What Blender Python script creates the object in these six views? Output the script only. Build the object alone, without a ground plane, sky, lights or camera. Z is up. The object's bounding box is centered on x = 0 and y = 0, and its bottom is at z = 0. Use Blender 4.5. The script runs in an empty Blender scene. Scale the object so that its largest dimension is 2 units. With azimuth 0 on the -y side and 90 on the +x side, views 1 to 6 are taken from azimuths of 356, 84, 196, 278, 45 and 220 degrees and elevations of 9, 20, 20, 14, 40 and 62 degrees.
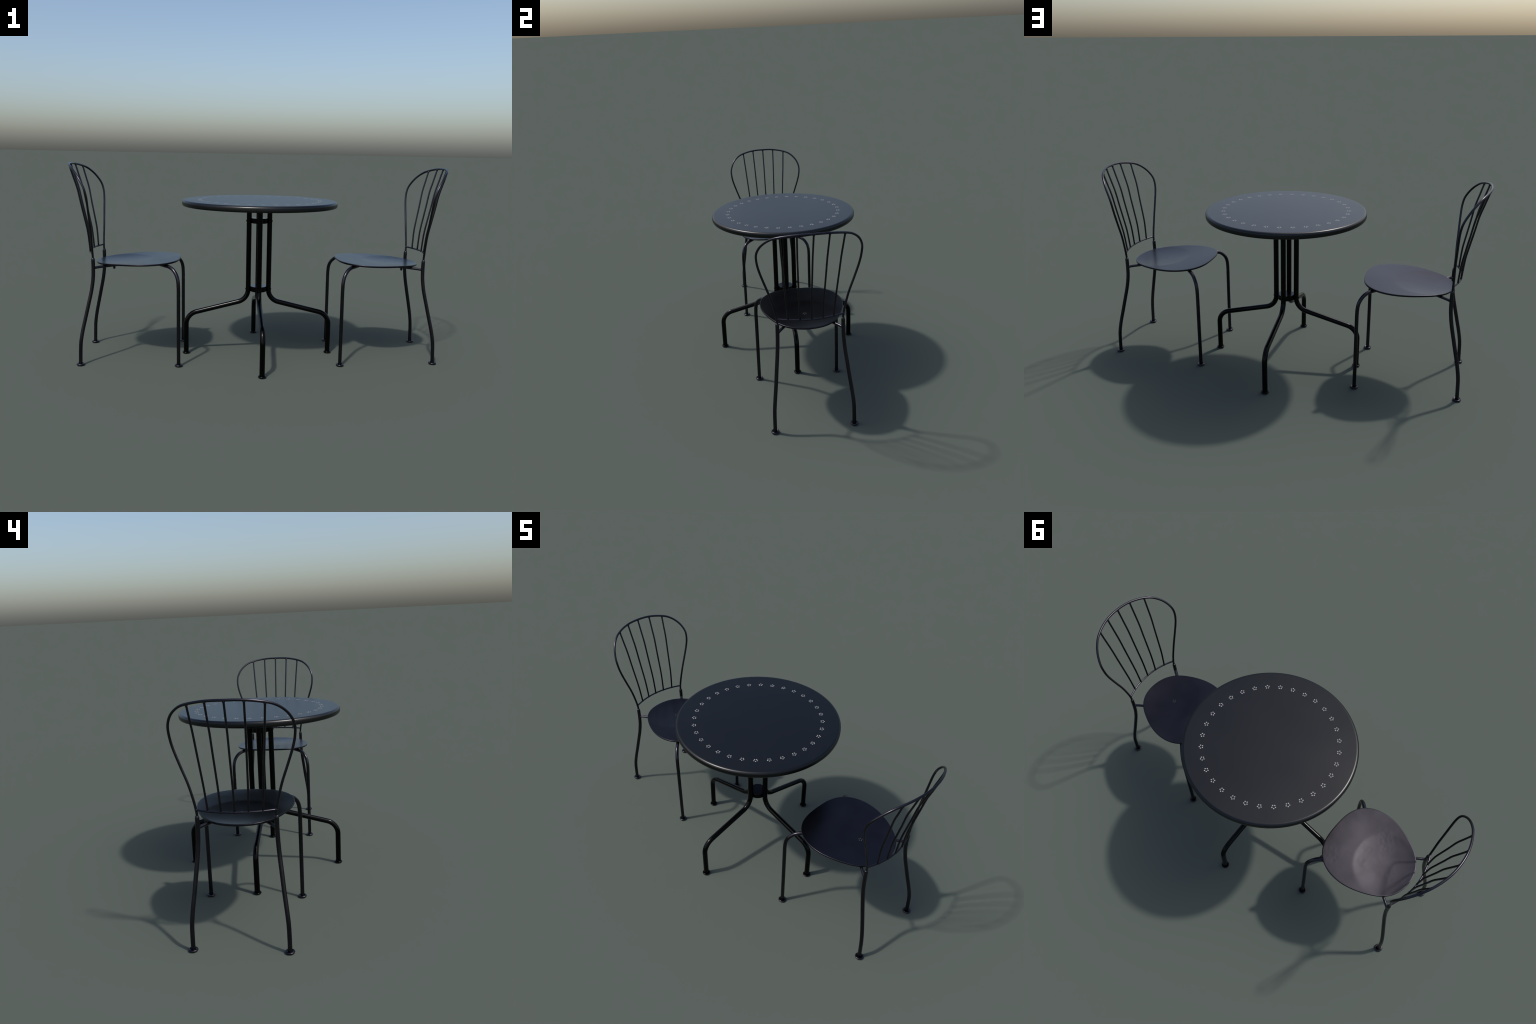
# Round metal bistro table with two identical metal garden chairs.
import bpy, bmesh, math
import numpy as np
from mathutils import Vector, Matrix

RNG = np.random.default_rng(7)
COLL = bpy.context.scene.collection

# ------------------------------------------------------------------ materials
def principled(name):
    m = bpy.data.materials.new(name)
    m.use_nodes = True
    nt = m.node_tree
    return m, nt, nt.nodes["Principled BSDF"]

def painted_metal(name, colour, roughness, mottling=0.12, rough_var=0.05,
                  grain=0.0, specular=0.5, metallic=0.0, scale=9.0, dents=0.0):
    """Lacquered steel: dark paint with faint cloudy wear and a fine grain."""
    m, nt, b = principled(name)
    N, L = nt.nodes, nt.links
    tc = N.new("ShaderNodeTexCoord")
    cloud = N.new("ShaderNodeTexNoise")
    cloud.inputs["Scale"].default_value = scale
    cloud.inputs["Detail"].default_value = 4.0
    L.new(tc.outputs["Object"], cloud.inputs["Vector"])
    ramp = N.new("ShaderNodeValToRGB")
    ramp.color_ramp.elements[0].position = 0.3
    ramp.color_ramp.elements[1].position = 0.72
    lo = [c * (1 - mottling) for c in colour]
    hi = [c * (1 + mottling) for c in colour]
    ramp.color_ramp.elements[0].color = (*lo, 1)
    ramp.color_ramp.elements[1].color = (*hi, 1)
    L.new(cloud.outputs["Fac"], ramp.inputs["Fac"])
    L.new(ramp.outputs["Color"], b.inputs["Base Color"])
    rr = N.new("ShaderNodeMapRange")
    rr.inputs["From Min"].default_value = 0.3
    rr.inputs["From Max"].default_value = 0.7
    rr.inputs["To Min"].default_value = roughness - rough_var
    rr.inputs["To Max"].default_value = roughness + rough_var
    L.new(cloud.outputs["Fac"], rr.inputs["Value"])
    L.new(rr.outputs["Result"], b.inputs["Roughness"])
    b.inputs["Metallic"].default_value = metallic
    b.inputs["Specular IOR Level"].default_value = specular
    if grain > 0:
        g = N.new("ShaderNodeTexNoise")
        g.inputs["Scale"].default_value = 420.0
        g.inputs["Detail"].default_value = 2.0
        L.new(tc.outputs["Object"], g.inputs["Vector"])
        bump = N.new("ShaderNodeBump")
        bump.inputs["Strength"].default_value = grain
        bump.inputs["Distance"].default_value = 0.001
        L.new(g.outputs["Fac"], bump.inputs["Height"])
        L.new(bump.outputs["Normal"], b.inputs["Normal"])
    if dents > 0:
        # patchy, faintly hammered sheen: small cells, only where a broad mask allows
        cells = N.new("ShaderNodeTexVoronoi")
        cells.feature = 'SMOOTH_F1'
        cells.inputs["Scale"].default_value = 46.0
        cells.inputs["Smoothness"].default_value = 0.35
        L.new(tc.outputs["Object"], cells.inputs["Vector"])
        mask = N.new("ShaderNodeTexNoise")
        mask.inputs["Scale"].default_value = 8.0
        mask.inputs["Detail"].default_value = 1.0
        L.new(tc.outputs["Object"], mask.inputs["Vector"])
        gate = N.new("ShaderNodeMapRange")
        gate.inputs["From Min"].default_value = 0.46
        gate.inputs["From Max"].default_value = 0.62
        L.new(mask.outputs["Fac"], gate.inputs["Value"])
        mul = N.new("ShaderNodeMath"); mul.operation = 'MULTIPLY'
        L.new(cells.outputs["Distance"], mul.inputs[0])
        L.new(gate.outputs["Result"], mul.inputs[1])
        bump = N.new("ShaderNodeBump")
        bump.inputs["Strength"].default_value = 1.0
        bump.inputs["Distance"].default_value = dents
        L.new(mul.outputs["Value"], bump.inputs["Height"])
        L.new(bump.outputs["Normal"], b.inputs["Normal"])
    return m

# (metallic lacquers: the colour is the reflectance seen face on)
M_TOP = painted_metal("blue_black_lacquer_tabletop", (0.0400, 0.0408, 0.0418), 0.33, 0.05, 0.008, metallic=1.0, scale=3.5)
M_TABLE = painted_metal("black_lacquer_table_frame", (0.0125, 0.0125, 0.0125), 0.21, 0.15, 0.02, metallic=1.0)
M_SEAT = painted_metal("violet_black_lacquer_seat", (0.0365, 0.0345, 0.0415), 0.295, 0.10, 0.015, metallic=1.0, scale=11.0, dents=0.00022)
M_CHAIR = painted_metal("violet_black_lacquer_chair_frame", (0.0420, 0.0390, 0.0480), 0.28, 0.15, 0.02, metallic=1.0)
M_DOT = painted_metal("pale_grey_flower_paint", (0.27, 0.27, 0.27), 0.6, 0.40, 0.05, specular=0.3, scale=230.0)
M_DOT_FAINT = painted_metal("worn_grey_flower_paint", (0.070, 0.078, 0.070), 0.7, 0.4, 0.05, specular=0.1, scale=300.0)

# ------------------------------------------------------------------ helpers
def mesh_from(name, verts, faces, mat, smooth=True, sharp_angle=None):
    me = bpy.data.meshes.new(name)
    me.from_pydata([tuple(map(float, v)) for v in verts], [], faces)
    me.validate()
    bm = bmesh.new(); bm.from_mesh(me)
    bmesh.ops.recalc_face_normals(bm, faces=bm.faces)
    if sharp_angle is not None:
        for e in bm.edges:
            if len(e.link_faces) == 2 and e.calc_face_angle(0) > sharp_angle:
                e.smooth = False
    for f in bm.faces:
        f.smooth = smooth
    bm.to_mesh(me); bm.free()
    me.materials.append(mat)
    return me

def add(name, data, parent, matrix=None):
    o = bpy.data.objects.new(name, data)
    COLL.objects.link(o)
    o.parent = parent
    if matrix is not None:
        o.matrix_local = matrix
    return o

def smooth_path(knots, n=14):
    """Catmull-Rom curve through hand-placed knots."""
    K = np.array(knots, float)
    Q = np.vstack([2 * K[0] - K[1], K, 2 * K[-1] - K[-2]])
    out = []
    for i in range(1, len(Q) - 2):
        t = np.linspace(0, 1, n, endpoint=False)[:, None]
        a, b, c, d = Q[i - 1:i + 3]
        out.append(0.5 * (2 * b + (c - a) * t + (2 * a - 5 * b + 4 * c - d) * t ** 2
                          + (3 * b - 3 * c + d - a) * t ** 3))
    return np.vstack(out + [K[-1:]])

def filleted(points, radii, n=16):
    """Polyline with circular bends, as a tube bender makes it."""
    P = [np.array(p, float) for p in points]
    out = [P[0]]
    for i in range(1, len(P) - 1):
        u = P[i - 1] - P[i]; w = P[i + 1] - P[i]
        u /= np.linalg.norm(u); w /= np.linalg.norm(w)
        ang = math.acos(np.clip(u @ w, -1, 1))
        r = radii[i - 1]
        T = r / math.tan(ang / 2)
        c = P[i] + (u + w) / np.linalg.norm(u + w) * r / math.sin(ang / 2)
        a = P[i] + u * T - c
        b = P[i] + w * T - c
        sweep = math.acos(np.clip(a @ b / r / r, -1, 1))
        for k in range(n + 1):
            t = k / n
            out.append(c + (math.sin((1 - t) * sweep) * a + math.sin(t * sweep) * b) / math.sin(sweep))
    out.append(P[-1])
    return np.array(out)

def tube(path, radius, seg=24, cap=True):
    """Round bar swept along a path; radius is a number or one value per point."""
    P = np.array(path, float)
    R = np.full(len(P), radius) if np.isscalar(radius) else np.array(radius, float)
    T = np.gradient(P, axis=0)
    T /= np.linalg.norm(T, axis=1)[:, None]
    ref = np.array([0, 1.0, 0]) if abs(T[0][1]) < 0.8 else np.array([1.0, 0, 0])
    n = ref - T[0] * (ref @ T[0]); n /= np.linalg.norm(n)
    V = []
    th = np.linspace(0, 2 * np.pi, seg, endpoint=False)
    for i in range(len(P)):
        n = n - T[i] * (n @ T[i]); n /= np.linalg.norm(n)
        b = np.cross(T[i], n)
        V.append(P[i] + R[i] * (np.cos(th)[:, None] * n + np.sin(th)[:, None] * b))
    V = np.vstack(V)
    F = []
    for i in range(len(P) - 1):
        for j in range(seg):
            k = (j + 1) % seg
            F.append((i * seg + j, i * seg + k, (i + 1) * seg + k, (i + 1) * seg + j))
    if cap:
        F.append(tuple(range(seg)))
        F.append(tuple(range((len(P) - 1) * seg, len(P) * seg)))
    return V, F

def lathe(profile, seg=48):
    """Solid of revolution round z; the first and last points lie on the axis."""
    V, F = [(0, 0, profile[0][1])], []
    ring = []
    for r, z in profile[1:-1]:
        ring.append(len(V))
        for k in range(seg):
            a = 2 * math.pi * k / seg
            V.append((r * math.cos(a), r * math.sin(a), z))
    end = len(V); V.append((0, 0, profile[-1][1]))
    for k in range(seg):
        m = (k + 1) % seg
        F.append((0, ring[0] + m, ring[0] + k))
        for i in range(len(ring) - 1):
            F.append((ring[i] + k, ring[i] + m, ring[i + 1] + m, ring[i + 1] + k))
        F.append((ring[-1] + k, ring[-1] + m, end))
    return V, F

def merge(parts):
    V, F = [], []
    for v, f in parts:
        o = len(V)
        V += [tuple(x) for x in v]
        F += [tuple(i + o for i in q) for q in f]
    return V, F

def blob(c, r, seg=12):
    """Small weld bead."""
    pr = [(0, -r)] + [(r * math.cos(a), r * math.sin(a)) for a in np.linspace(-1.2, 1.2, 7)] + [(0, r)]
    v, f = lathe(pr, seg)
    return [(x + c[0], y + c[1], z + c[2]) for x, y, z in v], f

def arc_profile(cx, cz, r, a0, a1, n=7):
    return [(cx + r * math.cos(a), cz + r * math.sin(a)) for a in np.linspace(a0, a1, n)]

def empty(name, loc, label, category):
    o = bpy.data.objects.new(name, None)
    COLL.objects.link(o)
    o.location = loc
    o["label"] = label
    o["category"] = category
    return o

def flower(radius, dot, rise, mat, name):
    """Five round dots in a ring: a little painted blossom."""
    parts = []
    for k in range(5):
        a = 2 * math.pi * k / 5
        pr = [(0, -0.0006), (dot, -0.0006), (dot, rise * 0.5), (dot * 0.8, rise), (0, rise)]
        v, f = lathe(pr, 12)
        parts.append(([(x + radius * math.cos(a), y + radius * math.sin(a), z) for x, y, z in v], f))
    v, f = merge(parts)
    return mesh_from(name, v, f, mat)

# ------------------------------------------------------------------ table
TABLE_TOP, TABLE_R = 0.8510, 0.4150
table = empty("round_table", (0, 0, 0),
              "round dark blue-black metal bistro table with flower dots", "table")

# tabletop: pressed disc, rounded rolled rim, hollow underneath
q = math.pi / 2
prof = [(0, TABLE_TOP)] + [(r, TABLE_TOP) for r in (0.1, 0.2, 0.3, 0.36, 0.39, 0.4)]
prof += arc_profile(0.4020, TABLE_TOP - 0.0130, 0.0130, q, 0, 10)
prof += arc_profile(0.4055, 0.8285, 0.0095, 0, -q, 7)
prof += arc_profile(0.4000, 0.8230, 0.0040, -q, -2 * q, 4)
prof += [(0.396, 0.840), (0.39, 0.844), (0.2, 0.844), (0, 0.844)]
v, f = lathe(prof, 192)
add("tabletop", mesh_from("tabletop", v, f, M_TOP), table)

RING_R, N_FLOWER = 0.3228, 32
fl = flower(0.0083, 0.0031, 0.0002, M_DOT, "flower_mark")
for k in range(N_FLOWER):
    a = math.radians(-1.2) + 2 * math.pi * k / N_FLOWER
    m = Matrix.Translation((RING_R * math.cos(a), RING_R * math.sin(a), TABLE_TOP)) @ \
        Matrix.Rotation(a + RNG.uniform(-0.08, 0.08), 4, 'Z')
    add("flower_mark", fl, table, m)

# legs: bent steel tubes
TUBE_R = 0.0136
leg_path = filleted([(0.0557, 0, 0.8437), (0.0557, 0, 0.3047), (0.3945, 0, 0.2197), (0.3945, 0, 0.004)],
                    (0.073, 0.073))
v, f = tube(leg_path, TUBE_R, 28)
leg_mesh = mesh_from("table_leg", v, f, M_TABLE, sharp_angle=1.0)
# foot: round-edged glide with a slightly sunken middle
foot_prof = lambda r, t: [(0, 0), (r - 0.0055, 0)] + arc_profile(r - 0.0042, 0.0042, 0.0042, -q, q, 11) + \
    [(r - 0.0060, 0.0080), (r - 0.0075, 0.0068), (t - 0.001, 0.0064), (0, 0.0064)]
v, f = lathe(foot_prof(0.0205, TUBE_R), 32)
table_foot = mesh_from("table_foot", v, f, M_TABLE)
bolt_prof = [(0, -0.004), (0.0055, -0.004), (0.0055, 0.0008), (0.0045, 0.0022), (0.002, 0.0030), (0, 0.0031)]
v, f = lathe(bolt_prof, 16)
bolt_mesh = mesh_from("bolt", v, f, M_TABLE)
for k in range(4):
    rot = Matrix.Rotation(k * math.pi / 2, 4, 'Z')
    leg = add("table_leg", leg_mesh, table, rot)
    add("foot", table_foot, leg, Matrix.Translation((0.3945, 0, 0)))
    for z in (0.3640, 0.7388):
        add("bolt", bolt_mesh, leg, Matrix.Translation((0.0557 + TUBE_R - 0.0008, 0, z)) @ Matrix.Rotation(math.pi / 2, 4, 'Y'))
for z0, z1 in ((0.3515, 0.3797), (0.7268, 0.7540)):
    v, f = lathe([(0, z0), (0.0435, z0), (0.0450, z0 + 0.0015), (0.0450, z1 - 0.0015), (0.0435, z1), (0, z1)], 48)
    add("spacer_disc", mesh_from("spacer_disc", v, f, M_TABLE, sharp_angle=0.6), table)

# ------------------------------------------------------------------ chair parts
CHAIR_R = 0.0094          # leg tube
HOOP_R, SPINDLE_R, RAIL_R = 0.0054, 0.0044, 0.0043
chair_meshes = []         # (name, mesh, parent_name_index, matrix)

# lean of the backrest (x at the middle, by height) and its bow across the width
LEAN_Z = [0.50, 0.555, 0.58, 0.62, 0.685, 0.755, 0.825, 0.90, 0.96, 1.0245, 1.05]
LEAN_X = [0.034, 0.0328, 0.031, 0.0275, 0.0200, 0.0057, -0.0093, -0.0246, -0.0430, -0.0630, -0.0710]
_lean = smooth_path(list(zip(LEAN_X, LEAN_Z)), 10)
def back_x(y, z):
    xc = np.interp(z, _lean[:, 1], _lean[:, 0])
    return xc + 1.42 * y ** 2 + 0.69 * y ** 4 - 0.365 * (z - 0.55) * y ** 2

# hoop: half outline (y, z) from the ferrule to the crown, then mirrored
half = [(0.1588, 0.545), (0.1592, 0.5700), (0.1679, 0.62), (0.1859, 0.69), (0.2098, 0.76), (0.2325, 0.83),
        (0.2424, 0.88), (0.2413, 0.9240), (0.2222, 0.9665), (0.1890, 0.9985), (0.1479, 1.0157),
        (0.0760, 1.0280), (0.0, 1.0305)]
outline = smooth_path(half + [(-y, z) for y, z in half[-2::-1]], 10)
hoop = np.stack([back_x(outline[:, 0], outline[:, 1]), outline[:, 0], outline[:, 1]], 1)
hoop_mesh = mesh_from("backrest_hoop", *tube(hoop, HOOP_R, 18), M_CHAIR)

RAIL_Z = 0.5800
yy = np.linspace(-0.1595, 0.1595, 41)
rail = np.stack([back_x(yy, 0 * yy + RAIL_Z), yy, 0 * yy + RAIL_Z], 1)
v, f = merge([tube(rail, RAIL_R, 14), blob(rail[0], 0.0064), blob(rail[-1], 0.0064)])
rail_mesh = mesh_from("backrest_rail", v, f, M_CHAIR)

crown_y, crown_z = outline[:, 0], outline[:, 1]
def crown(y):
    sel = crown_z > 0.98
    o = np.argsort(crown_y[sel])
    return np.interp(y, crown_y[sel][o], crown_z[sel][o])
spindle_meshes = []
for k in range(-2, 3):
    yb, yt = 0.0544 * k, 0.0723 * k
    zt = crown(yt)
    t = np.linspace(0, 1, 36)
    z = RAIL_Z + t * (zt - RAIL_Z)
    y = yb + t * (yt - yb)
    path = np.stack([back_x(y, z), y, z], 1)
    rad = SPINDLE_R + 0.0022 * np.exp(-((zt - HOOP_R - z) / 0.0030) ** 2)
    v, f = merge([tube(path, rad, 14), blob(path[0], 0.0056), blob(path[-2] * 0.45 + path[-1] * 0.55, 0.0060)])
    spindle_meshes.append(mesh_from("spindle", v, f, M_CHAIR))

# legs (knots for the +y side; the other side is its mirror image)
back_knots = [(0.0005, 0.1980, 0.004), (0.0020, 0.1977, 0.06), (0.0050, 0.1960, 0.12), (0.0143, 0.1899, 0.18),
              (0.0295, 0.1812, 0.25), (0.0449, 0.1735, 0.32), (0.0597, 0.1657, 0.39), (0.0678, 0.1609, 0.45),
              (0.0696, 0.1592, 0.50), (0.0693, 0.1588, 0.5445)]
bk = smooth_path(back_knots)
n_tip = 6
tip = np.linspace(0, 1, n_tip + 1)[1:]
bk = np.vstack([bk, [(0.0693, 0.1588, 0.5445 + 0.0125 * t) for t in tip]])
br = np.full(len(bk), CHAIR_R)
br[-n_tip:] = 0.0054 + (CHAIR_R - 0.0054) * np.sqrt(np.clip(1 - tip ** 1.6, 0, 1))

front_knots = [(0.5068, 0.2224, 0.004), (0.5068, 0.2224, 0.20), (0.5072, 0.2224, 0.36), (0.5071, 0.2226, 0.41),
               (0.5045, 0.2203, 0.450), (0.4960, 0.2127, 0.4790), (0.4790, 0.1968, 0.5025), (0.4600, 0.1783, 0.5130),
               (0.4405, 0.1590, 0.5160), (0.4050, 0.1240, 0.5165)]
fk = smooth_path(front_knots)
fr = np.full(len(fk), CHAIR_R)
fr[-12:] = np.linspace(CHAIR_R, 0.0065, 12)

# strut from back leg to the underside of the seat
strut = smooth_path([(0.0715, 0.1580, 0.5040), (0.1000, 0.1380, 0.5060), (0.1650, 0.0925, 0.5070), (0.2050, 0.0645, 0.5060)], 10)
sr = np.full(len(strut), 0.0070)
sr[:4] = (0.0088, 0.0082, 0.0076, 0.0072)

mirror = lambda P: np.array(P) * [1, -1, 1]
def both(name, P, r, seg, extra=None):
    out = []
    for fn in (lambda a: np.array(a), mirror):
        parts = [tube(fn(P), r, seg)]
        if extra:
            parts += [(fn(v), f) for v, f in extra]
        v, f = merge(parts)
        out.append(mesh_from(name, v, f, M_CHAIR, sharp_angle=1.0))
    return out
back_legs = both("back_leg", bk, br, 22)
front_legs = both("front_leg", fk, fr, 22)
# each strut carries a short bolt hanging below the seat
v, f = lathe([(0, 0.4890), (0.0052, 0.4890), (0.0060, 0.4898), (0.0060, 0.5120), (0, 0.5120)], 14)
strut_bolt = ([(x + 0.1650, y + 0.0925, z) for x, y, z in v], f)
struts = both("seat_strut", strut, sr, 16, [strut_bolt])
# flat bracket between the front tube end and the seat
bx = bmesh.new()
bmesh.ops.create_cube(bx, size=1.0)
bmesh.ops.scale(bx, vec=(0.040, 0.016, 0.012), verts=bx.verts)
bmesh.ops.bevel(bx, geom=list(bx.edges), offset=0.002, segments=2, affect='EDGES')
bracket_v = np.array([vv.co[:] for vv in bx.verts])
bracket_f = [tuple(vv.index for vv in ff.verts) for ff in bx.faces]
bx.free()
c45 = math.sqrt(0.5)
def bracket_at(sign):
    X = np.stack([bracket_v[:, 0] * c45 - bracket_v[:, 1] * c45 + 0.4080,
                  (bracket_v[:, 0] * c45 + bracket_v[:, 1] * c45 + 0.1275) * sign,
                  bracket_v[:, 2] + 0.5220], 1)
    return mesh_from("seat_bracket", X, bracket_f, M_CHAIR, sharp_angle=0.6)
brackets = [bracket_at(1), bracket_at(-1)]
v, f = lathe(foot_prof(0.0205, CHAIR_R), 32)
chair_foot = mesh_from("chair_foot", v, f, M_CHAIR)

# seat: rounded triangular-oval pressed plate, tilted back, with a shallow dish
OUT_C = (0.2192, 0.0080, 0.0070, -0.0109, -0.0042, -0.0006, -0.0011, 0.0003)   # radius by angle
RIM_C = (0.5251, 0.0082, -0.0003, 0.0007, 0.0, -0.0003)                         # rim height by angle
SEAT_CX, PLATE, BOWL, DISH = 0.2873, 0.0095, 0.0040, 0.0047
def seat_z(x, y, th, s):
    rim = sum(c * np.cos(i * th) for i, c in enumerate(RIM_C))
    flat = RIM_C[0] + 0.0084 * (x - SEAT_CX) / 0.22
    base = flat + (rim - flat) * s ** 2
    d = np.sqrt(((x - 0.205) / 0.150) ** 2 + (y / 0.160) ** 2)
    u = 1 - d ** 2
    dish = 0.5 * (u + np.sqrt(u * u + 0.0049))      # hollow with a soft crease at its edge
    return base - BOWL * (1 - s ** 2) - DISH * dish
SEG, RINGS = 160, 40
th = np.linspace(0, 2 * np.pi, SEG, endpoint=False)
edge_r = sum(c * np.cos(i * th) for i, c in enumerate(OUT_C))
V, F, rings = [], [], []
def seat_ring(inset, dz, s):
    r = (edge_r - inset) * s
    x, y = SEAT_CX + r * np.cos(th), r * np.sin(th)
    z = seat_z(x, y, th, s) + dz
    rings.append(len(V))
    V.extend(zip(x, y, z))
h = PLATE / 2
for s in np.linspace(0.025, 0.97, RINGS):
    seat_ring(0.0, h, s)
for a in np.linspace(q, 0, 5):                     # crisp upper edge, softer lower one
    seat_ring(0.0022 * (1 - math.cos(a)), h - 0.0022 * (1 - math.sin(a)), 1.0)
for a in np.linspace(0, -q, 5):
    seat_ring(0.0032 * (1 - math.cos(a)), -h + 0.0032 * (1 + math.sin(a)), 1.0)
for s in np.linspace(0.97, 0.025, RINGS // 2):
    seat_ring(0.0, -h, s)
for i in range(len(rings) - 1):
    for j in range(SEG):
        k = (j + 1) % SEG
        F.append((rings[i] + j, rings[i] + k, rings[i + 1] + k, rings[i + 1] + j))
F.append(tuple(rings[0] + j for j in range(SEG)))
F.append(tuple(rings[-1] + j for j in range(SEG)))
seat_mesh = mesh_from("seat", V, F, M_SEAT)
seat_flower = flower(0.0075, 0.0021, 0.0003, M_DOT_FAINT, "seat_flower_mark")
FLOWER_X = 0.2257
def seat_top(x):
    s = (SEAT_CX - x) / sum(c * (-1) ** i for i, c in enumerate(OUT_C))
    return float(seat_z(np.array(x), np.array(0.0), np.array(np.pi), np.array(s))) + h
flower_z = seat_top(FLOWER_X)
flower_tilt = -math.atan((seat_top(FLOWER_X + 0.005) - seat_top(FLOWER_X - 0.005)) / 0.010)

# ------------------------------------------------------------------ chairs
CHAIR_X = 0.9299          # back feet, measured from the table's axis
for turn in (0.0, math.pi):
    chair = empty("garden_chair", (-CHAIR_X * math.cos(turn), 0.0010 * math.cos(turn), 0),
                  "dark violet-black metal bistro chair with spindle hoop back", "chair")
    chair.rotation_euler = (0, 0, turn)
    seat = add("seat", seat_mesh, chair)
    add("flower_mark", seat_flower, seat, Matrix.Translation((FLOWER_X, 0, flower_z)) @ Matrix.Rotation(flower_tilt, 4, 'Y') @ Matrix.Rotation(0.3, 4, 'Z'))
    back = add("backrest", hoop_mesh, chair)
    add("backrest_rail", rail_mesh, back)
    for me in spindle_meshes:
        add("spindle", me, back)
    for side, s in ((0, 1), (1, -1)):
        leg = add("back_leg", back_legs[side], chair)
        add("foot", chair_foot, leg, Matrix.Translation((0.0005, s * 0.1980, 0)))
        add("seat_strut", struts[side], leg)
        leg = add("front_leg", front_legs[side], chair)
        add("foot", chair_foot, leg, Matrix.Translation((0.5068, s * 0.2224, 0)))
        add("seat_bracket", brackets[side], leg)
